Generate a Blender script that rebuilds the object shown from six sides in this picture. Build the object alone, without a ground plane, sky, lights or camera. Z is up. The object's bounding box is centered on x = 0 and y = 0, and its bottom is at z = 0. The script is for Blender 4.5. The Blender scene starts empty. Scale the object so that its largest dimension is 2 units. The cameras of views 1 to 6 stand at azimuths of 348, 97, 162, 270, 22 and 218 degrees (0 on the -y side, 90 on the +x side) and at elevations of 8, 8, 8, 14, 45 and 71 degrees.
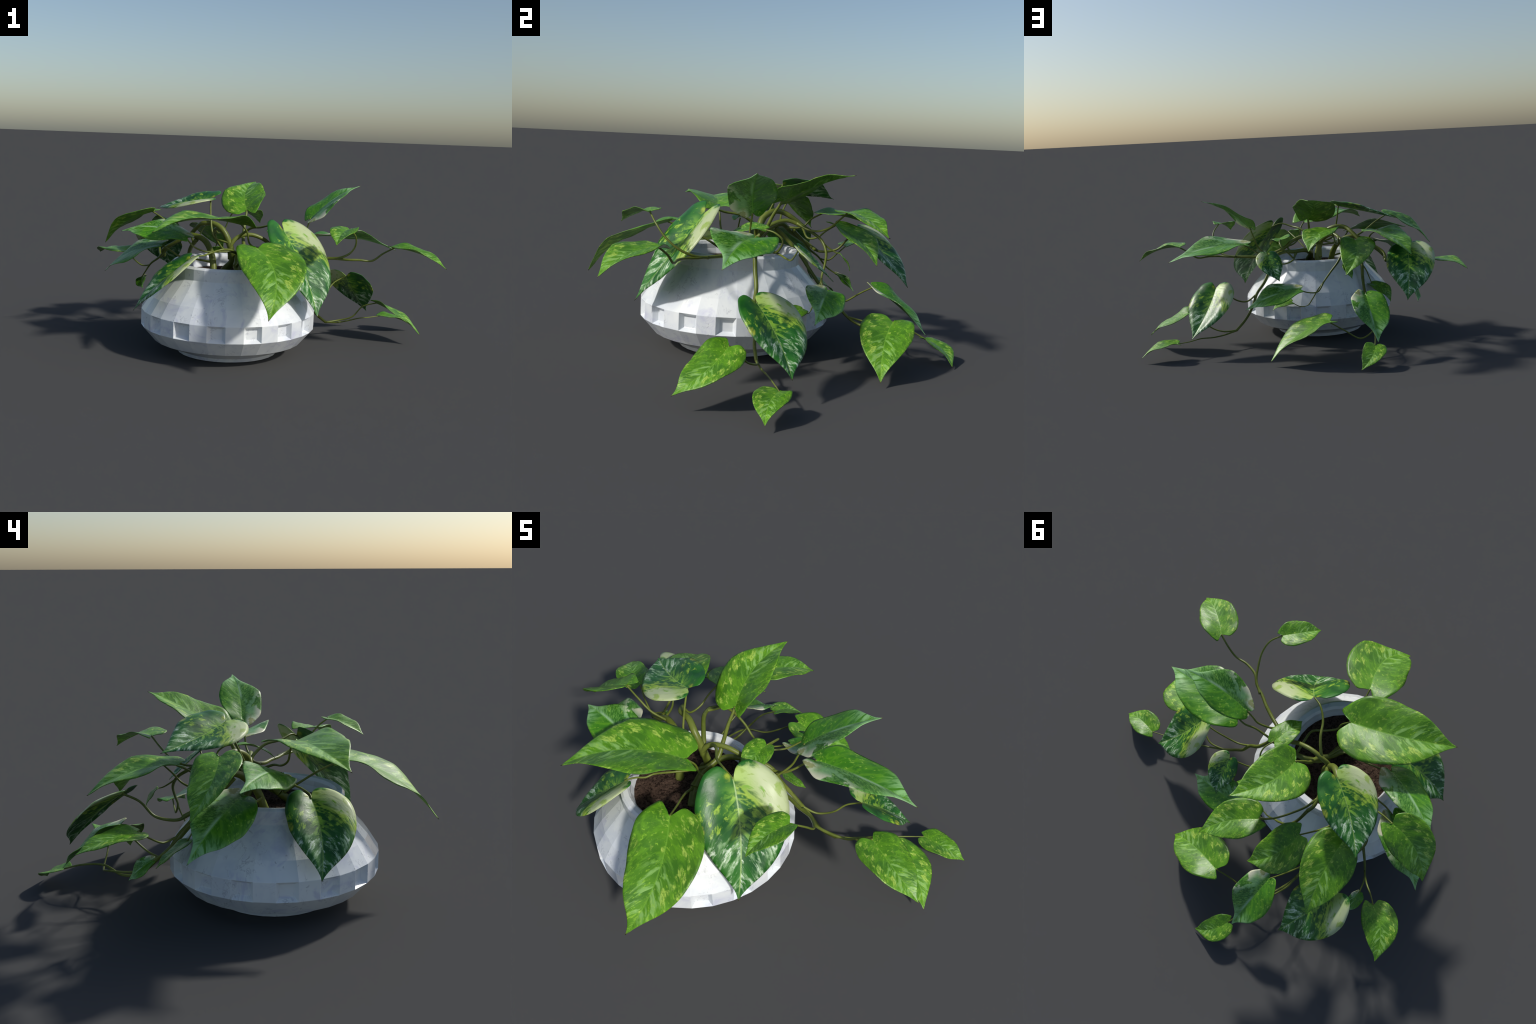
"""A variegated trailing vine (31 heart leaves on branching stems) in a faceted white marble pot."""
import bpy, bmesh, math, random
from math import sin, cos, pi, radians
from mathutils import Vector, Matrix, noise

random.seed(7)
noise.seed_set(7)
POT = Vector((-0.276, -0.178, 0.0))      # pot axis on the ground
SIDES = 32                               # facets round the pot


# ------------------------------------------------------------------ helpers
def new_object(name, mesh, parent=None, mat=None):
    ob = bpy.data.objects.new(name, mesh)
    bpy.context.scene.collection.objects.link(ob)
    if mat:
        mesh.materials.append(mat)
    if parent:
        ob.parent = parent
    return ob


def mesh_from(name, verts, faces, smooth=True):
    me = bpy.data.meshes.new(name)
    me.from_pydata([tuple(v) for v in verts], [], faces)
    me.polygons.foreach_set("use_smooth", [smooth] * len(me.polygons))
    me.update()
    return me


def spline(pts, m=8):
    """Catmull-Rom through the control points (tuples of any length)."""
    P = [Vector(p) for p in pts]
    P = [2 * P[0] - P[1]] + P + [2 * P[-1] - P[-2]]
    out = []
    for i in range(1, len(P) - 2):
        a, b, c, d = P[i - 1], P[i], P[i + 1], P[i + 2]
        for j in range(m):
            t = j / m
            out.append(0.5 * (2 * b + (c - a) * t + (2 * a - 5 * b + 4 * c - d) * t * t + (3 * b - a - 3 * c + d) * t ** 3))
    out.append(P[-2].copy())
    return out


# ------------------------------------------------------------------ node helpers
class Nodes:
    def __init__(self, name):
        self.mat = bpy.data.materials.new(name)
        self.mat.use_nodes = True
        self.nt = self.mat.node_tree
        self.nt.nodes.clear()
        self.out = self.nt.nodes.new("ShaderNodeOutputMaterial")
        self.bsdf = self.nt.nodes.new("ShaderNodeBsdfPrincipled")
        self.nt.links.new(self.bsdf.outputs[0], self.out.inputs[0])

    def put(self, sock, v):
        if isinstance(v, bpy.types.NodeSocket):
            self.nt.links.new(v, sock)
        elif v is not None:
            sock.default_value = v

    def math(self, op, a, b=None, c=None, clamp=False):
        n = self.nt.nodes.new("ShaderNodeMath")
        n.operation = op
        n.use_clamp = clamp
        for s, v in zip(n.inputs, (a, b, c)):
            self.put(s, v)
        return n.outputs[0]

    def add(self, a, b): return self.math("ADD", a, b)
    def sub(self, a, b): return self.math("SUBTRACT", a, b)
    def mul(self, a, b): return self.math("MULTIPLY", a, b)
    def mx(self, a, b): return self.math("MAXIMUM", a, b)
    def mn(self, a, b): return self.math("MINIMUM", a, b)

    def step(self, v, lo, hi):
        """smooth step of v from lo to hi (lo may exceed hi)"""
        n = self.nt.nodes.new("ShaderNodeMapRange")
        n.interpolation_type = "SMOOTHSTEP"
        rev = lo > hi
        self.put(n.inputs["Value"], v)
        n.inputs["From Min"].default_value = min(lo, hi)
        n.inputs["From Max"].default_value = max(lo, hi)
        n.inputs["To Min"].default_value = 1.0 if rev else 0.0
        n.inputs["To Max"].default_value = 0.0 if rev else 1.0
        return n.outputs["Result"]

    def vec(self, x, y, z=0.0):
        n = self.nt.nodes.new("ShaderNodeCombineXYZ")
        for s, v in zip(n.inputs, (x, y, z)):
            self.put(s, v)
        return n.outputs[0]

    def noise(self, v, scale, detail=3.0, rough=0.5, dist=0.0):
        n = self.nt.nodes.new("ShaderNodeTexNoise")
        self.put(n.inputs["Vector"], v)
        n.inputs["Scale"].default_value = scale
        n.inputs["Detail"].default_value = detail
        n.inputs["Roughness"].default_value = rough
        n.inputs["Distortion"].default_value = dist
        return n.outputs["Fac"]

    def mix(self, f, a, b):
        n = self.nt.nodes.new("ShaderNodeMix")
        n.data_type = "RGBA"
        self.put(n.inputs[0], f)
        self.put(n.inputs[6], a if isinstance(a, bpy.types.NodeSocket) else (*a, 1.0))
        self.put(n.inputs[7], b if isinstance(b, bpy.types.NodeSocket) else (*b, 1.0))
        return n.outputs[2]

    def obj(self):
        n = self.nt.nodes.new("ShaderNodeTexCoord")
        return n.outputs["Object"]

    def prop(self, name):
        n = self.nt.nodes.new("ShaderNodeAttribute")
        n.attribute_type = "OBJECT"
        n.attribute_name = '["%s"]' % name
        return n.outputs["Fac"]

    def bump(self, h, strength=0.2, dist=0.01):
        n = self.nt.nodes.new("ShaderNodeBump")
        n.inputs["Strength"].default_value = strength
        n.inputs["Distance"].default_value = dist
        self.put(n.inputs["Height"], h)
        self.nt.links.new(n.outputs[0], self.bsdf.inputs["Normal"])

    def done(self, color, rough=0.5, spec=0.5):
        self.put(self.bsdf.inputs["Base Color"], color if isinstance(color, bpy.types.NodeSocket) else (*color, 1.0))
        self.put(self.bsdf.inputs["Roughness"], rough)
        self.put(self.bsdf.inputs["Specular IOR Level"], spec)
        return self.mat


# ------------------------------------------------------------------ leaf colours
# Each blade is built in its own frame: y runs along the midrib from 0 (petiole) to 1 (tip),
# x across it, so the variegation follows the blade through Object coordinates.
def leaf_material(kind):
    N = Nodes("leaf_" + kind)
    sep = N.nt.nodes.new("ShaderNodeSeparateXYZ")
    N.nt.links.new(N.obj(), sep.inputs[0])
    X, U = sep.outputs[0], sep.outputs[1]
    # undo the sideways sway of the midrib and the mirrored shapes
    arc = N.mul(N.mul(U, N.sub(1.0, U)), 4.0)
    V = N.mul(N.sub(X, N.mul(N.prop("sway"), arc)), N.prop("hand"))
    A = N.math("ABSOLUTE", V)
    # coordinates along and across the side veins: square to the midrib at the base, raked near the tip
    rake = N.add(0.25, N.mul(N.mx(U, 0.0), 1.25))
    across = N.sub(U, N.mul(A, rake))
    across = N.sub(across, N.mul(N.mul(A, A), 0.5))
    along = N.add(N.mul(U, 0.45), A)
    side = N.math("SIGN", V)
    streak = N.vec(N.mul(across, 2.6), along, N.mul(side, 3.7))
    soft = N.vec(N.mul(across, 1.5), along, N.mul(side, 6.1))
    big = N.noise(N.vec(V, U, 1.3), 4.5, 2.0, 0.5)
    mid = N.noise(streak, 6.5, 3.0, 0.55, 0.5)
    fine = N.noise(streak, 15.0, 4.0, 0.6, 0.5)
    blot = N.noise(soft, 9.0, 4.0, 0.62, 0.4)
    speck = N.noise(soft, 30.0, 3.0, 0.6, 0.3)
    rib = N.mul(N.step(A, 0.009, 0.003), N.step(U, 1.0, 0.85))
    tipward = N.step(U, 0.38, 0.85)

    if kind == "splashed":
        base = N.mix(N.step(big, 0.3, 0.7), (0.046, 0.155, 0.006), (0.088, 0.245, 0.008))
        base = N.mix(N.mul(N.step(A, 0.16, 0.32), 0.7), base, (0.046, 0.125, 0.007))
        base = N.mix(N.mul(N.step(N.add(N.mul(fine, 0.7), N.mul(mid, 1.3)), 0.90, 1.18), 0.55), base, (0.130, 0.330, 0.010))
        # feathery pale streaks either side of the lower midrib
        feather = N.mul(N.mul(N.step(A, 0.20, 0.04), N.mul(N.step(U, 0.30, 0.5), N.step(U, 0.92, 0.8))), N.step(mid, 0.46, 0.62))
        col = N.mix(N.mul(feather, 0.7), base, (0.27, 0.48, 0.14))
        # clustered yellow splashes: a chain down the wide half, flecks elsewhere, more at the margins near the tip
        chain = N.mul(N.step(N.math("ABSOLUTE", N.add(V, 0.20)), 0.09, 0.03), N.step(U, 0.62, 0.5))
        inner = N.mul(N.mul(N.step(A, 0.16, 0.08), N.step(U, 0.36, 0.25)), N.step(U, 0.0, 0.08))
        margin = N.mul(N.step(U, 0.45, 0.65), N.step(A, 0.05, 0.12))
        m = N.add(N.sub(blot, 0.018), N.mul(chain, 0.105))
        m = N.add(m, N.add(N.mul(inner, 0.03), N.mul(margin, 0.055)))
        m = N.add(m, N.mul(N.sub(big, 0.5), 0.22))
        spl = N.mul(N.step(m, 0.57, 0.72), N.step(speck, 0.28, 0.60))
        col = N.mix(N.mul(spl, 0.80), col, (0.46, 0.62, 0.10))
        f2 = N.step(N.add(N.mul(fine, 0.5), N.add(N.mul(speck, 0.5), N.mul(tipward, 0.03))), 0.555, 0.64)
        col = N.mix(N.mul(f2, 0.65), col, (0.27, 0.49, 0.035))
        ribcol = (0.16, 0.36, 0.03)
    elif kind == "half_cream":
        base = N.mix(N.step(big, 0.3, 0.7), (0.008, 0.075, 0.010), (0.022, 0.135, 0.012))
        base = N.mix(N.mul(N.step(mid, 0.45, 0.7), 0.4), base, (0.045, 0.19, 0.015))
        # yellow-green splashes around the middle, feathers close to the midrib
        zone = N.mul(N.step(U, 0.08, 0.22), N.step(U, 0.52, 0.38))
        m = N.add(N.add(blot, N.mul(N.sub(big, 0.5), 0.25)), N.sub(N.mul(zone, 0.125), 0.055))
        spl = N.mul(N.step(m, 0.565, 0.685), N.step(speck, 0.3, 0.55))
        col = N.mix(N.mul(spl, 0.85), base, (0.30, 0.48, 0.04))
        near = N.mul(N.mul(N.step(A, 0.14, 0.02), N.step(U, 0.02, 0.15)), N.step(U, 0.6, 0.45))
        col = N.mix(N.mul(N.mul(near, N.step(mid, 0.42, 0.6)), 0.7), col, (0.24, 0.46, 0.04))
        # pale clumped marbling towards the tip
        tz = N.mul(N.step(U, 0.40, 0.58), N.step(U, 0.96, 0.86))
        mar = N.mul(tz, N.step(N.add(N.mul(mid, 0.4), N.mul(blot, 0.6)), 0.47, 0.61))
        col = N.mix(N.mul(mar, 0.72), col, (0.30, 0.47, 0.24))
        wh = N.mul(tz, N.step(N.add(N.mul(fine, 0.35), N.mul(blot, 0.65)), 0.525, 0.63))
        col = N.mix(N.mul(wh, 0.85), col, (0.60, 0.70, 0.56))
        # yellow patches: beside the petiole and on the left margin
        d1 = N.math("SQRT", N.add(N.math("POWER", N.add(V, 0.05), 2.0), N.math("POWER", N.add(U, 0.03), 2.0)))
        col = N.mix(N.mul(N.step(N.add(d1, N.mul(blot, 0.16)), 0.125, 0.075), 0.75), col, (0.36, 0.44, 0.03))
        d2 = N.math("SQRT", N.add(N.math("POWER", N.add(V, 0.36), 2.0), N.math("POWER", N.sub(U, 0.40), 2.0)))
        col = N.mix(N.mul(N.step(N.add(d2, N.mul(blot, 0.22)), 0.175, 0.115), 0.75), col, (0.44, 0.48, 0.05))
        # the cream lobe: everything on the right above a line that follows the side veins
        edge = N.sub(N.add(N.mul(V, 0.90), 0.035), U)
        edge = N.add(edge, N.mul(N.sub(mid, 0.5), 0.34))
        right = N.step(V, 0.0, 0.015)
        green_rim = N.step(N.add(N.add(U, N.mul(V, 0.18)), N.mul(N.sub(blot, 0.5), 0.20)), -0.11, -0.05)
        lobe = N.mul(N.mul(N.step(edge, -0.03, 0.08), right), green_rim)
        fringe = N.mul(N.mul(N.step(edge, -0.16, 0.0), right), green_rim)
        col = N.mix(N.mul(fringe, N.mul(N.step(mid, 0.36, 0.58), 0.85)), col, (0.38, 0.52, 0.06))
        cream = N.mix(N.step(A, 0.05, 0.24), (0.36, 0.52, 0.12), (0.44, 0.51, 0.27))
        cream = N.mix(N.mul(N.step(N.add(mid, N.mul(N.sub(blot, 0.5), 0.8)), 0.56, 0.72), 0.75), cream, (0.24, 0.36, 0.04))
        flame = N.mul(N.step(N.sub(mid, N.mul(A, 0.9)), 0.36, 0.46), N.step(U, 0.0, 0.05))
        cream = N.mix(N.mul(flame, 0.85), cream, (0.16, 0.36, 0.02))
        col = N.mix(lobe, col, cream)
        ribcol = (0.28, 0.44, 0.10)
    else:  # marbled
        base = N.mix(N.step(big, 0.3, 0.7), (0.036, 0.170, 0.004), (0.070, 0.25, 0.007))
        base = N.mix(N.mul(N.step(N.add(N.mul(fine, 0.5), N.mul(mid, 1.5)), 0.92, 1.18), 0.5), base, (0.13, 0.33, 0.010))
        base = N.mix(N.mul(N.step(mid, 0.48, 0.36), 0.3), base, (0.026, 0.12, 0.004))
        left = N.step(V, 0.012, -0.015)
        col = N.mix(N.mul(left, 0.6), base, (0.022, 0.110, 0.009))
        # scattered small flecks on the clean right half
        col = N.mix(N.mul(N.step(N.add(N.mul(speck, 0.45), N.mul(blot, 0.55)), 0.55, 0.65), 0.8), col, (0.30, 0.50, 0.06))
        lf = N.mul(left, N.step(N.add(N.mul(fine, 0.5), N.mul(speck, 0.5)), 0.45, 0.59))
        col = N.mix(N.mul(lf, 0.72), col, (0.16, 0.37, 0.06))
        # white patches round the left lobe and down its margin
        near = N.mul(N.step(V, -0.03, -0.10), N.step(U, 0.58, 0.25))
        rimz = N.step(N.add(V, N.mul(U, 0.10)), -0.13, -0.24)
        patch = N.noise(N.vec(V, U, 2.7), 8.0, 3.0, 0.5, 0.4)
        grey = N.mul(near, N.step(N.add(patch, N.mul(N.sub(mid, 0.5), 0.5)), 0.42, 0.55))
        col = N.mix(N.mul(grey, 0.65), col, (0.24, 0.46, 0.20))
        wmask = N.mx(rimz, N.step(U, 0.10, -0.04))
        white = N.mul(N.mul(near, wmask), N.step(N.add(patch, N.mul(N.sub(blot, 0.5), 0.35)), 0.44, 0.54))
        col = N.mix(N.mul(white, 0.95), col, (0.70, 0.68, 0.50))
        brown = N.mul(N.mul(near, N.step(U, 0.12, 0.0)), N.step(N.noise(N.vec(V, U, 9.4), 13.0, 3.0), 0.50, 0.60))
        col = N.mix(N.mul(brown, 0.75), col, (0.24, 0.26, 0.04))
        # pale streak along the lower midrib and a pale tip
        ms = N.mul(N.mul(left, N.step(V, -0.05, -0.005)), N.mul(N.step(U, 0.32, 0.45), N.step(U, 0.75, 0.6)))
        col = N.mix(N.mul(ms, 0.7), col, (0.40, 0.62, 0.35))
        tz = N.mul(N.step(U, 0.55, 0.85), N.step(N.add(mid, N.mul(U, 0.25)), 0.52, 0.75))
        col = N.mix(N.mul(tz, 0.75), col, (0.30, 0.55, 0.24))
        ribcol = (0.14, 0.36, 0.03)
    col = N.mix(N.mul(rib, 0.6), col, ribcol)
    col = N.mix(N.step(U, 0.965, 0.995), col, (0.10, 0.10, 0.03))
    # sunk rib, soft uneven puckering between the side veins
    h = N.sub(N.mul(mid, 1.0), N.mul(N.step(A, 0.02, 0.0), 0.35))
    h = N.add(h, N.mul(big, 0.8))
    N.bump(h, 0.24, 0.007)
    rough = N.add(0.36, N.mul(mid, 0.12))
    return N.done(col, rough, 0.44)


# half outlines (y along midrib, distance from it), left as seen from above with the tip down
SHAPES = {
    "splashed": dict(
        left=[(0, 0), (-.05, .07), (-.10, .16), (-.06, .27), (0, .31), (.1, .34), (.2, .345), (.3, .335), (.4, .318),
              (.5, .292), (.6, .255), (.7, .198), (.78, .14), (.84, .092), (.9, .05), (.95, .022), (1, 0)],
        right=[(0, 0), (-.06, .04), (-.10, .085), (-.06, .14), (0, .20), (.1, .272), (.2, .305), (.3, .325), (.4, .315),
               (.5, .285), (.6, .252), (.7, .198), (.78, .14), (.84, .092), (.9, .05), (.95, .022), (1, 0)],
        dome=.45, wave=.027),
    "half_cream": dict(
        left=[(0, 0), (-.07, .05), (-.11, .11), (-.05, .23), (.07, .305), (.2, .35), (.3, .355), (.44, .345),
              (.55, .295), (.69, .205), (.8, .118), (.88, .058), (.94, .022), (1, 0)],
        right=[(0, 0), (-.10, .05), (-.15, .15), (-.10, .27), (0, .355), (.08, .395), (.2, .41), (.3, .405),
               (.45, .375), (.6, .315), (.7, .255), (.79, .175), (.87, .09), (.94, .03), (1, 0)],
        dome=1.5, wave=.006),
    "marbled": dict(
        left=[(0, 0), (-.07, .03), (-.11, .09), (-.06, .15), (0, .2), (.09, .265), (.2, .285), (.3, .295), (.42, .298),
              (.5, .275), (.6, .22), (.7, .135), (.78, .07), (.87, .035), (1, 0)],
        right=[(0, 0), (-.05, .03), (-.07, .08), (-.02, .15), (.1, .24), (.2, .275), (.3, .29), (.45, .29),
               (.55, .262), (.65, .225), (.72, .185), (.8, .11), (.88, .05), (.94, .02), (1, 0)],
        dome=.5, wave=.028),
}


def blade_mesh(kind, width, bow, fold, sway, twist, mirror, rows=56, cols=11):
    """Leaf blade of unit length: heart outline, bowed midrib, folded and domed halves, wavy margin."""
    S = SHAPES[kind]
    halves = (S["left"], S["right"]) if not mirror else (S["right"], S["left"])
    hand = -1 if mirror else 1
    verts, faces = [], []

    def place(u, v, frac, sgn):
        arch = 4 * max(u, -0.2) * (1 - u)
        a = abs(v)
        rise = a * sin(fold)
        rise += S["dome"] * 0.12 * sin(pi * min(frac, 1.0)) * a       # domed halves
        shape_side = sgn * hand                                       # +1 = the narrow-lobed side
        ripple = sin(2 * pi * (1.55 * u + (0.12 if shape_side > 0 else 0.55)))
        rise += S["wave"] * (1.35 if shape_side > 0 else 0.8) * ripple * frac ** 2.2 * (1 - max(u, 0)) ** 0.5
        across = u - a * (0.25 + 1.25 * max(u, 0))                    # side veins pucker the blade
        rise += 0.0042 * sin(2 * pi * 6.5 * across + 1.3 * shape_side) * min(1, frac * 2.5) * (1 - max(u, 0)) * (0.6 + 0.8 * noise.noise(Vector((v * 5, u * 5, shape_side))))
        rise += 0.010 * noise.noise(Vector((v * 4.5, u * 4.5, 3.0 + shape_side))) * min(1, frac * 2)
        x, z = v * cos(fold), rise
        d = twist * (u - 0.35)
        x, z = x * cos(d) - z * sin(d), x * sin(d) + z * cos(d)
        cx, cz = sway * arch, bow * arch
        cx, cz = cx - 0, cz
        return Vector((cx * cos(d) - cz * sin(d) + x, u, cx * sin(d) + cz * cos(d) + z))

    n_rib = rows + 1
    rim = []
    for pts in halves:
        out = spline([(p[0], p[1], 0) for p in pts], 10)
        L = [0.0]
        for i in range(1, len(out)):
            L.append(L[-1] + (out[i] - out[i - 1]).length)
        row = []
        for k in range(n_rib):
            s = L[-1] * k / rows
            i = max(j for j in range(len(L)) if L[j] <= s + 1e-9)
            i = min(i, len(L) - 2)
            t = (s - L[i]) / max(L[i + 1] - L[i], 1e-9)
            row.append(out[i].lerp(out[i + 1], t))
        rim.append(row)
    # midrib vertices are shared by both halves
    um = [(k / rows) ** 1.25 for k in range(n_rib)]
    for k in range(n_rib):
        verts.append(place(um[k], 0.0, 0.0, 1))
    for sgn, row in ((-1, rim[0]), (1, rim[1])):
        start = len(verts)
        for k in range(1, rows):
            uo, vo = row[k].x, max(row[k].y, 0.0) * width
            for j in range(1, cols + 1):
                f = j / cols
                verts.append(place(um[k] + (uo - um[k]) * f, sgn * vo * f, f, sgn))

        def idx(k, j):
            if j == 0 or k == 0 or k == rows:
                return k
            return start + (k - 1) * cols + j - 1
        for k in range(rows):
            for j in range(cols):
                q = [idx(k, j), idx(k, j + 1), idx(k + 1, j + 1), idx(k + 1, j)]
                q = list(dict.fromkeys(q))
                if len(q) > 2:
                    faces.append(q if sgn < 0 else q[::-1])
    me = mesh_from("leaf", verts, faces)
    bm = bmesh.new()
    bm.from_mesh(me)
    bmesh.ops.recalc_face_normals(bm, faces=bm.faces)
    if sum(f.normal.z for f in bm.faces) < 0:
        bmesh.ops.reverse_faces(bm, faces=bm.faces)
    bm.to_mesh(me)
    bm.free()
    return me


def leaf(kind, base, tip, roll=0, width=1.0, bow=.05, fold=.2, sway=0., twist=0., mirror=False):
    b, t = Vector(base), Vector(tip)
    axis = t - b
    length = axis.length
    axis.normalize()
    n = Vector((0, 0, 1)) - axis * axis.z
    n.normalize()
    n = Matrix.Rotation(radians(roll), 3, axis) @ n
    r = n.cross(axis)
    # twist is applied about the axis in the local frame with the same sense
    me = blade_mesh(kind, width, bow, fold, sway, twist, mirror)
    ob = new_object("leaf", me, ROOT, LEAF_MAT[kind])
    M = Matrix(((-r.x, axis.x, n.x, b.x), (-r.y, axis.y, n.y, b.y), (-r.z, axis.z, n.z, b.z), (0, 0, 0, 1)))
    M = Matrix(((r.x, axis.x, n.x, b.x), (r.y, axis.y, n.y, b.y), (r.z, axis.z, n.z, b.z), (0, 0, 0, 1)))
    ob.matrix_world = M @ Matrix.Scale(length, 4)
    ob["sway"] = float(sway)
    ob["hand"] = -1.0 if mirror else 1.0
    so = ob.modifiers.new("thickness", "SOLIDIFY")
    so.thickness = 0.0024 / length
    so.offset = -1.0
    return ob


# ------------------------------------------------------------------ stems
def tube(name, pts, r0, r1, mat, sides=10, bulge=0.0):
    """A tapering round shoot swept along a spline; radius r0 at the first point, r1 at the last."""
    C = spline(pts, 9)
    n = len(C)
    verts, faces = [], []
    up = None
    for i, c in enumerate(C):
        d = (C[min(i + 1, n - 1)] - C[max(i - 1, 0)]).normalized()
        if up is None:
            up = d.orthogonal().normalized()
        up = (up - d * up.dot(d)).normalized()
        w = d.cross(up)
        t = i / (n - 1)
        r = r0 + (r1 - r0) * t
        r *= 1 + bulge * math.exp(-((1 - t) / 0.06) ** 2) + bulge * 0.6 * math.exp(-(t / 0.05) ** 2)
        r *= 1 + 0.05 * noise.noise(c * 30)
        for k in range(sides):
            a = 2 * pi * k / sides
            verts.append(c + up * (r * cos(a)) + w * (r * sin(a)))
    for i in range(n - 1):
        for k in range(sides):
            k2 = (k + 1) % sides
            faces.append((i * sides + k, i * sides + k2, (i + 1) * sides + k2, (i + 1) * sides + k))
    faces.append(tuple(range(sides))[::-1])
    faces.append(tuple((n - 1) * sides + k for k in range(sides)))
    return new_object(name, mesh_from(name, verts, faces), ROOT, mat)


def stem(*pts, r=(.009, .009)):
    return tube("stem", pts, r[0] * 1.12, r[1] * 1.08, STEM_MAT, bulge=0.12)


def petiole(*pts, r=(.0035, .005)):
    return tube("petiole", pts, r[0], r[1], STEM_MAT, sides=8, bulge=0.25)


def stem_material():
    N = Nodes("stem_green")
    co = N.obj()
    a = N.noise(co, 9.0, 3.0)
    b = N.noise(co, 60.0, 3.0)
    col = N.mix(N.step(a, 0.35, 0.65), (0.095, 0.125, 0.014), (0.150, 0.185, 0.030))
    col = N.mix(N.mul(N.step(b, 0.5, 0.75), 0.3), col, (0.22, 0.24, 0.07))
    N.bump(b, 0.08, 0.003)
    return N.done(col, 0.42, 0.4)


# ------------------------------------------------------------------ pot
def marble_material():
    N = Nodes("white_marble")
    co = N.obj()
    cloud = N.noise(co, 5.0, 5.0, 0.6, 0.6)
    col = N.mix(N.step(cloud, 0.35, 0.68), (0.80, 0.83, 0.83), (0.66, 0.70, 0.75))
    lav = N.noise(co, 7.0, 5.0, 0.65, 1.2)
    col = N.mix(N.mul(N.step(lav, 0.53, 0.70), 0.6), col, (0.52, 0.53, 0.68))
    # thin broken dark veins
    v = N.math("ABSOLUTE", N.sub(N.noise(co, 7.0, 7.0, 0.68, 1.6), 0.5))
    brk = N.step(N.noise(co, 12.0, 3.0), 0.52, 0.66)
    col = N.mix(N.mul(N.mul(N.step(v, 0.020, 0.0), brk), 0.6), col, (0.30, 0.31, 0.36))
    # specks
    sp = N.step(N.noise(co, 40.0, 4.0, 0.62, 0.6), 0.62, 0.71)
    col = N.mix(N.mul(N.mul(sp, N.step(N.noise(co, 6.0), 0.46, 0.6)), 0.6), col, (0.28, 0.29, 0.33))
    return N.done(col, 0.22, 0.5)


def build_pot():
    # outer profile (radius, height) from the foot up; the belt is handled apart for its recesses
    prof = [(.282, .0), (.292, .022), (.419, .075), (.4865, .154), (.4865, .242), (.435, .319), (.326, .438), (.326, .497),
            (.314, .508), (.292, .505), (.281, .491), (.278, .466), (.267, .440), (.260, .385)]
    verts, faces = [], []

    def ring(r, z):
        i0 = len(verts)
        for k in range(SIDES):
            a = 2 * pi * k / SIDES
            verts.append(POT + Vector((r * cos(a), r * sin(a), z)))
        return i0
    rings = [ring(r, z) for r, z in prof]
    for i in range(len(prof) - 1):
        for k in range(SIDES):
            k2 = (k + 1) % SIDES
            q = [rings[i] + k, rings[i] + k2, rings[i + 1] + k2, rings[i + 1] + k]
            if prof[i][1] == .154 and k % 2 == 0:
                # bevelled square recess sunk in every other panel of the belt
                c = [verts[j] for j in q]
                mid = sum(c, Vector()) / 4
                inward = Vector((POT.x - mid.x, POT.y - mid.y, 0)).normalized()
                base = len(verts)
                for p in c:
                    verts.append(mid + (p - mid) * 0.64 + inward * 0.024)
                for e in range(4):
                    faces.append((q[e], q[(e + 1) % 4], base + (e + 1) % 4, base + e))
                faces.append((base, base + 1, base + 2, base + 3))
            else:
                faces.append(q)
    faces.append([rings[0] + k for k in range(SIDES)][::-1])
    faces.append([rings[-1] + k for k in range(SIDES)])
    ob = new_object("pot", mesh_from("pot", verts, faces, smooth=False), ROOT, marble_material())
    bv = ob.modifiers.new("edges", "BEVEL")
    bv.width = 0.0012
    bv.segments = 1
    bv.limit_method = "ANGLE"
    bv.angle_limit = radians(25)
    return ob


def build_soil():
    N = Nodes("potting_soil")
    co = N.obj()
    a, b, c = N.noise(co, 18.0, 5.0, 0.65), N.noise(co, 75.0, 5.0, 0.7, 0.5), N.noise(co, 9.0, 3.0)
    col = N.mix(a, (0.045, 0.028, 0.020), (0.125, 0.082, 0.060))
    col = N.mix(N.step(b, 0.55, 0.38), col, (0.018, 0.011, 0.008))
    col = N.mix(N.mul(N.step(b, 0.62, 0.75), 0.5), col, (0.19, 0.13, 0.10))
    N.bump(N.add(b, N.mul(a, 0.6)), 0.8, 0.012)
    mat = N.done(col, 0.95, 0.1)
    rings_, seg = 46, 128
    verts, faces = [POT + Vector((0, 0, .440))], []
    for i in range(1, rings_ + 1):
        for k in range(seg):
            r = 0.2685 * i / rings_
            ang = 2 * pi * k / seg
            p = POT + Vector((r * cos(ang), r * sin(ang), 0))
            h = 0.010 * noise.noise(p * 11) + 0.006 * noise.noise(p * 34) + 0.0035 * noise.noise(p * 90)
            crack = max(0.0, 1 - abs(noise.noise(p * 24 + Vector((3, 1, 2)))) * 9) * 0.005
            verts.append(p + Vector((0, 0, .436 + (h - crack) * (1 - (i / rings_) ** 6))))
    for k in range(seg):
        faces.append((0, 1 + k, 1 + (k + 1) % seg))
    for i in range(rings_ - 1):
        for k in range(seg):
            k2 = (k + 1) % seg
            faces.append((1 + i * seg + k, 1 + (i + 1) * seg + k, 1 + (i + 1) * seg + k2, 1 + i * seg + k2))
    return new_object("soil", mesh_from("soil", verts, faces), ROOT, mat)


# ------------------------------------------------------------------ assembly
ROOT = bpy.data.objects.new("potted_vine", None)
bpy.context.scene.collection.objects.link(ROOT)
ROOT["label"] = "trailing variegated vine in a faceted white marble pot"
ROOT["category"] = "potted plant"

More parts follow.
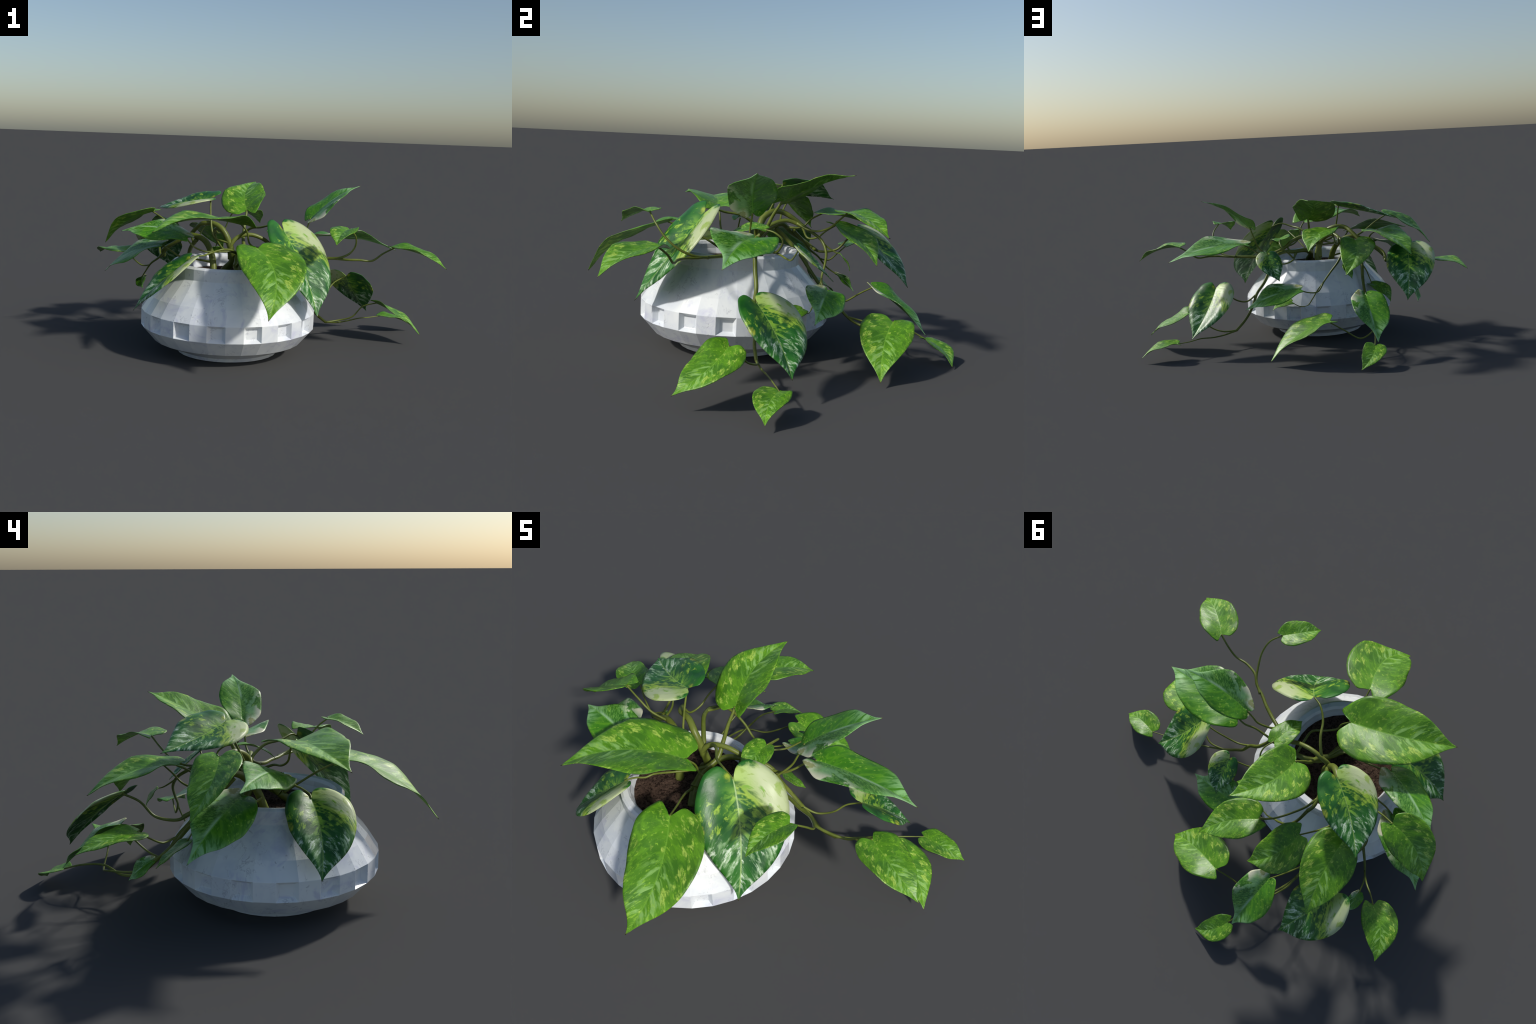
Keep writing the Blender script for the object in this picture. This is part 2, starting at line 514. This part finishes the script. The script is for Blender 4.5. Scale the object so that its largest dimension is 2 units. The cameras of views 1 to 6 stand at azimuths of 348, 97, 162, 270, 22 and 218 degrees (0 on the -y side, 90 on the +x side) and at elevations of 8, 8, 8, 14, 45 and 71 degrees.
STEM_MAT = stem_material()
LEAF_MAT = {k: leaf_material(k) for k in SHAPES}
build_pot()
build_soil()

splashed, half_cream, marbled = "splashed", "half_cream", "marbled"
leaf(splashed, (-0.138, 0.065, 0.771), (-0.015, 0.423, 0.922), roll=-7, width=1.01, bow=0.056, fold=0.17, sway=0.09, twist=0.21, mirror=True)
leaf(half_cream, (-0.360, 0.039, 0.839), (-0.643, 0.293, 0.761), roll=-15, width=1.00, bow=0.005, fold=0.12, sway=0.05, twist=0.06)
leaf(half_cream, (-0.001, -0.296, 0.699), (0.128, -0.597, 0.275), roll=-10, width=1.00, bow=0.017, fold=0.12, sway=0.04, twist=0.08)
leaf(splashed, (-0.196, -0.527, 0.629), (-0.221, -0.959, 0.342), roll=1, width=0.99, bow=0.075, fold=0.10, sway=0.12, twist=-0.00, mirror=True)
leaf(splashed, (-0.233, -0.278, 0.723), (-0.736, -0.482, 0.701), roll=2, width=0.99, bow=0.083, fold=0.17, sway=-0.06, twist=-0.06)
leaf(half_cream, (0.490, 0.050, 0.381), (0.701, 0.238, 0.121), roll=-2, width=1.02, bow=0.011, fold=0.13, sway=0.05, twist=0.06)
leaf(splashed, (0.663, -0.033, 0.230), (0.879, -0.214, 0.073), roll=-13, width=1.02, bow=0.048, fold=0.12, sway=0.11, twist=0.16, mirror=True)
leaf(splashed, (0.782, 0.196, 0.097), (0.997, 0.172, 0.030), roll=0, width=1.01, bow=0.092, fold=0.18, sway=-0.05, twist=0.08)
leaf(splashed, (0.633, -0.344, 0.611), (0.877, -0.517, 0.518), roll=-1, width=1.00, bow=0.087, fold=0.21, sway=-0.05, twist=-0.03)
leaf(splashed, (0.321, -0.476, 0.729), (0.195, -0.648, 0.663), roll=0, width=1.01, bow=0.084, fold=0.20, sway=-0.04, twist=0.01)
leaf(marbled, (0.227, -0.025, 0.739), (0.544, 0.037, 0.933), roll=1, width=0.99, bow=0.069, fold=0.08, sway=-0.02, twist=-0.16)
leaf(marbled, (0.277, -0.002, 0.632), (0.759, -0.055, 0.557), roll=-12, width=1.00, bow=0.060, fold=0.13, sway=-0.02, twist=-0.17)
leaf(half_cream, (0.182, 0.191, 0.584), (0.160, 0.354, 0.439), roll=5, width=0.96, bow=-0.001, fold=0.09, sway=-0.05, twist=-0.22, mirror=True)
leaf(splashed, (-0.156, 0.394, 0.735), (0.060, 0.598, 0.640), roll=0, width=0.98, bow=0.100, fold=0.14, sway=-0.05, twist=0.00)
leaf(splashed, (-0.347, 0.325, 0.646), (-0.183, 0.550, 0.471), roll=-1, width=1.04, bow=0.048, fold=0.20, sway=0.12, twist=0.18, mirror=True)
leaf(half_cream, (-0.528, -0.333, 0.535), (-0.820, -0.361, 0.269), roll=-2, width=0.99, bow=0.040, fold=0.12, sway=0.05, twist=0.02)
leaf(half_cream, (-0.641, 0.457, 0.591), (-0.498, 0.723, 0.319), roll=-2, width=0.94, bow=0.039, fold=0.05, sway=0.02, twist=-0.05)
leaf(splashed, (-0.691, 0.051, 0.757), (-0.956, 0.154, 0.562), roll=9, width=0.98, bow=0.066, fold=0.17, sway=0.11, twist=0.11, mirror=True)
leaf(splashed, (-0.541, 0.239, 0.686), (-0.588, 0.616, 0.566), roll=-4, width=0.98, bow=0.085, fold=0.14, sway=-0.04, twist=-0.29)
leaf(splashed, (-0.034, 0.643, 0.228), (0.318, 0.595, 0.025), roll=-4, width=0.96, bow=0.083, fold=0.21, sway=-0.04, twist=0.02)
leaf(marbled, (-0.312, 0.539, 0.343), (-0.260, 0.822, 0.119), roll=-2, width=1.03, bow=0.043, fold=0.23, sway=-0.00, twist=-0.17)
leaf(splashed, (-0.239, 0.819, 0.106), (-0.095, 0.945, 0.012), roll=-10, width=0.99, bow=0.082, fold=0.16, sway=0.11, twist=-0.01, mirror=True)
leaf(marbled, (0.037, 0.324, 0.372), (0.372, 0.293, 0.275), roll=-23, width=0.97, bow=0.069, fold=0.09, sway=-0.01, twist=-0.22)
leaf(splashed, (0.049, 0.211, 0.276), (0.168, 0.189, 0.230), roll=-22, width=1.05, bow=0.061, fold=0.07, sway=-0.18, twist=0.13)
leaf(marbled, (-0.533, -0.206, 0.648), (-0.874, -0.032, 0.652), roll=-21, width=0.96, bow=0.100, fold=-0.07, sway=-0.01, twist=-0.17)
leaf(marbled, (-0.658, -0.040, 0.578), (-0.957, 0.168, 0.392), roll=-21, width=1.02, bow=0.075, fold=0.05, sway=-0.01, twist=-0.17)
leaf(splashed, (0.036, 0.002, 0.646), (-0.004, -0.192, 0.588), roll=-12, width=0.97, bow=0.117, fold=0.11, sway=-0.05, twist=-0.08)
leaf(marbled, (-0.728, 0.328, 0.328), (-0.715, 0.434, 0.235), roll=-39, width=1.01, bow=0.064, fold=0.17, sway=-0.00, twist=-0.24)
leaf(splashed, (-0.824, 0.371, 0.485), (-0.978, 0.589, 0.444), roll=-1, width=1.00, bow=0.090, fold=0.09, sway=0.11, twist=0.07, mirror=True)
leaf(splashed, (-0.505, 0.204, 0.336), (-0.572, 0.339, 0.233), roll=9, width=0.96, bow=0.084, fold=0.08, sway=0.13, twist=-0.02, mirror=True)
leaf(splashed, (-0.270, 0.363, 0.509), (-0.283, 0.415, 0.422), roll=1, width=1.00, bow=0.078, fold=-0.01, sway=-0.08, twist=-0.08)

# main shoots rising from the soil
stem((-0.242, -0.206, 0.478), (-0.231, -0.280, 0.420), r=(.0160, .0190))
stem((-0.281, -0.026, 0.425), (-0.238, -0.061, 0.493), (-0.257, -0.065, 0.580), (-0.295, -0.052, 0.662), (-0.343, -0.008, 0.697), (-0.403, 0.032, 0.695), (-0.427, 0.093, 0.664), (-0.454, 0.151, 0.617), r=(.020, .0100))
stem((-0.356, -0.141, 0.420), (-0.366, -0.097, 0.530), (-0.401, -0.031, 0.605), (-0.479, 0.029, 0.625), (-0.557, 0.072, 0.575), (-0.618, 0.135, 0.525), (-0.607, 0.211, 0.476), r=(.0185, .0085))
stem((-0.245, -0.060, 0.520), (-0.249, -0.064, 0.580), (-0.277, -0.003, 0.635), (-0.307, 0.074, 0.660), (-0.319, 0.157, 0.633), (-0.306, 0.195, 0.615), r=(.0115, .0085))
stem((-0.250, -0.050, 0.500), (-0.256, -0.072, 0.575), (-0.212, -0.068, 0.629), (-0.140, -0.071, 0.644), (-0.066, -0.070, 0.620), (-0.008, -0.066, 0.580), (0.085, -0.110, 0.535), r=(.0125, .0095))
stem((0.060, -0.090, 0.545), (0.152, -0.138, 0.527), (0.212, -0.171, 0.529), (0.268, -0.209, 0.530), (0.326, -0.241, 0.533), (0.373, -0.287, 0.534), (0.444, -0.309, 0.536), (0.518, -0.311, 0.533), (0.576, -0.321, 0.575), (0.633, -0.343, 0.612), r=(.0095, .0040))
stem((-0.225, -0.230, 0.460), (-0.206, -0.105, 0.526), (-0.145, -0.050, 0.556), (-0.064, -0.030, 0.556), (0.005, -0.030, 0.560), (0.072, -0.028, 0.532), (0.110, -0.018, 0.455), (0.155, -0.003, 0.380), (0.209, -0.001, 0.312), (0.250, 0.018, 0.230), (0.303, 0.021, 0.153), (0.372, 0.043, 0.096), r=(.0135, .0070))
stem((-0.440, 0.000, 0.605), (-0.467, 0.060, 0.545), (-0.467, 0.138, 0.465), (-0.443, 0.203, 0.379), (-0.425, 0.273, 0.293), (-0.413, 0.352, 0.216), (-0.396, 0.431, 0.144), (-0.357, 0.522, 0.119), (-0.310, 0.615, 0.150), (-0.283, 0.723, 0.142), (-0.239, 0.819, 0.106), r=(.0115, .0035))
stem((-0.306, 0.195, 0.615), (-0.285, 0.259, 0.572), (-0.245, 0.289, 0.517), (-0.194, 0.289, 0.459), (-0.148, 0.279, 0.397), (-0.101, 0.295, 0.342), (-0.032, 0.309, 0.345), (0.037, 0.324, 0.372), r=(.0075, .0030))
stem((-0.534, 0.090, 0.585), (-0.594, 0.134, 0.531), (-0.638, 0.173, 0.474), (-0.683, 0.223, 0.428), (-0.713, 0.267, 0.370), (-0.728, 0.328, 0.328), r=(.0085, .0030))

# leaf stalks, from blade back to shoot
petiole((-0.138, 0.065, 0.771), (-0.158, 0.020, 0.697), (-0.171, -0.019, 0.620), (-0.180, -0.079, 0.560), (-0.225, -0.144, 0.525), (-0.242, -0.208, 0.480), r=(.0062, .0165))
petiole((-0.360, 0.038, 0.839), (-0.363, -0.011, 0.731), (-0.352, -0.057, 0.631), (-0.300, -0.070, 0.605), (-0.247, -0.077, 0.592), r=(.0045, .0070))
petiole((-0.001, -0.296, 0.699), (-0.061, -0.264, 0.720), (-0.114, -0.211, 0.703), (-0.148, -0.141, 0.691), (-0.188, -0.088, 0.653), (-0.215, -0.068, 0.622), r=(.0042, .0090))
petiole((-0.196, -0.527, 0.629), (-0.205, -0.447, 0.604), (-0.222, -0.372, 0.570), (-0.238, -0.300, 0.529), (-0.245, -0.225, 0.482), r=(.0042, .0065))
petiole((-0.233, -0.278, 0.723), (-0.198, -0.258, 0.682), (-0.180, -0.247, 0.618), (-0.130, -0.218, 0.583), (-0.074, -0.180, 0.572), (-0.067, -0.123, 0.553), (-0.075, -0.036, 0.552), r=(.0042, .0075))
petiole((0.321, -0.476, 0.729), (0.371, -0.432, 0.682), (0.388, -0.382, 0.623), (0.374, -0.322, 0.572), (0.341, -0.257, 0.541), (0.282, -0.210, 0.530), r=(.0038, .0075))
petiole((0.227, -0.025, 0.739), (0.199, -0.037, 0.666), (0.172, -0.045, 0.605), (0.120, -0.075, 0.555), (0.085, -0.105, 0.538), r=(.0040, .0065))
petiole((0.277, -0.002, 0.632), (0.227, -0.002, 0.600), (0.180, -0.024, 0.567), (0.131, -0.034, 0.537), (0.070, -0.033, 0.530), r=(.0042, .0070))
petiole((0.663, -0.033, 0.230), (0.587, 0.000, 0.201), (0.532, 0.021, 0.134), (0.462, 0.057, 0.105), (0.372, 0.043, 0.096), r=(.0035, .0055))
petiole((0.782, 0.196, 0.097), (0.702, 0.170, 0.094), (0.623, 0.138, 0.097), (0.539, 0.112, 0.088), (0.457, 0.077, 0.086), (0.372, 0.043, 0.096), r=(.0026, .0055))
petiole((0.490, 0.050, 0.381), (0.417, 0.047, 0.344), (0.358, 0.028, 0.291), (0.283, 0.012, 0.270), (0.215, -0.002, 0.305), r=(.0040, .0055))
petiole((-0.156, 0.394, 0.735), (-0.194, 0.351, 0.691), (-0.221, 0.302, 0.646), (-0.253, 0.245, 0.621), (-0.288, 0.186, 0.622), (-0.314, 0.127, 0.648), r=(.0040, .0065))
petiole((-0.347, 0.325, 0.646), (-0.378, 0.276, 0.611), (-0.404, 0.228, 0.570), (-0.435, 0.175, 0.562), (-0.454, 0.145, 0.612), r=(.0038, .0060))
petiole((-0.528, -0.333, 0.535), (-0.510, -0.328, 0.548), (-0.478, -0.311, 0.554), (-0.438, -0.295, 0.555), (-0.405, -0.267, 0.562), (-0.325, -0.247, 0.582), (-0.255, -0.190, 0.566), (-0.205, -0.110, 0.535), r=(.0040, .0060))
petiole((-0.641, 0.457, 0.591), (-0.622, 0.386, 0.549), (-0.622, 0.325, 0.485), (-0.618, 0.235, 0.468), (-0.607, 0.180, 0.495), r=(.0048, .0080))
petiole((-0.691, 0.051, 0.757), (-0.622, 0.028, 0.713), (-0.554, 0.015, 0.662), (-0.474, 0.021, 0.623), r=(.0042, .0065))
petiole((-0.541, 0.239, 0.686), (-0.521, 0.183, 0.654), (-0.509, 0.135, 0.608), (-0.510, 0.050, 0.600), r=(.0042, .0065))
petiole((-0.824, 0.371, 0.485), (-0.783, 0.325, 0.442), (-0.734, 0.282, 0.408), (-0.690, 0.235, 0.415), r=(.0035, .0050))
petiole((0.049, 0.211, 0.276), (0.001, 0.228, 0.247), (-0.047, 0.241, 0.250), (-0.079, 0.256, 0.296), (-0.107, 0.272, 0.348), (-0.146, 0.280, 0.396), r=(.0025, .0042))
petiole((-0.270, 0.363, 0.509), (-0.275, 0.328, 0.519), (-0.275, 0.275, 0.552), r=(.0022, .0045))
petiole((-0.312, 0.539, 0.343), (-0.350, 0.470, 0.297), (-0.381, 0.402, 0.246), (-0.410, 0.345, 0.225), r=(.0038, .0055))
petiole((-0.034, 0.643, 0.228), (-0.133, 0.629, 0.163), (-0.230, 0.634, 0.104), (-0.326, 0.597, 0.129), (-0.384, 0.500, 0.143), (-0.400, 0.420, 0.155), r=(.0038, .0055))
petiole((-0.505, 0.204, 0.336), (-0.497, 0.181, 0.378), (-0.480, 0.178, 0.423), (-0.465, 0.140, 0.465), r=(.0030, .0048))
petiole((0.036, 0.002, 0.646), (0.060, 0.058, 0.636), (0.053, 0.098, 0.602), (0.007, 0.085, 0.560), (-0.032, 0.051, 0.528), (-0.074, -0.020, 0.545), r=(.0036, .0072))
petiole((0.182, 0.191, 0.584), (0.132, 0.169, 0.544), (0.079, 0.145, 0.512), (0.023, 0.115, 0.510), (-0.027, 0.072, 0.523), (-0.066, -0.010, 0.545), r=(.0036, .0060))
petiole((-0.533, -0.206, 0.648), (-0.485, -0.209, 0.592), (-0.418, -0.204, 0.564), (-0.344, -0.195, 0.562), (-0.270, -0.180, 0.560), (-0.215, -0.120, 0.535), r=(.0040, .0062))
petiole((-0.658, -0.040, 0.578), (-0.603, -0.065, 0.554), (-0.552, -0.082, 0.520), (-0.486, -0.099, 0.510), (-0.417, -0.115, 0.500), (-0.364, -0.120, 0.490), r=(.0042, .0065))
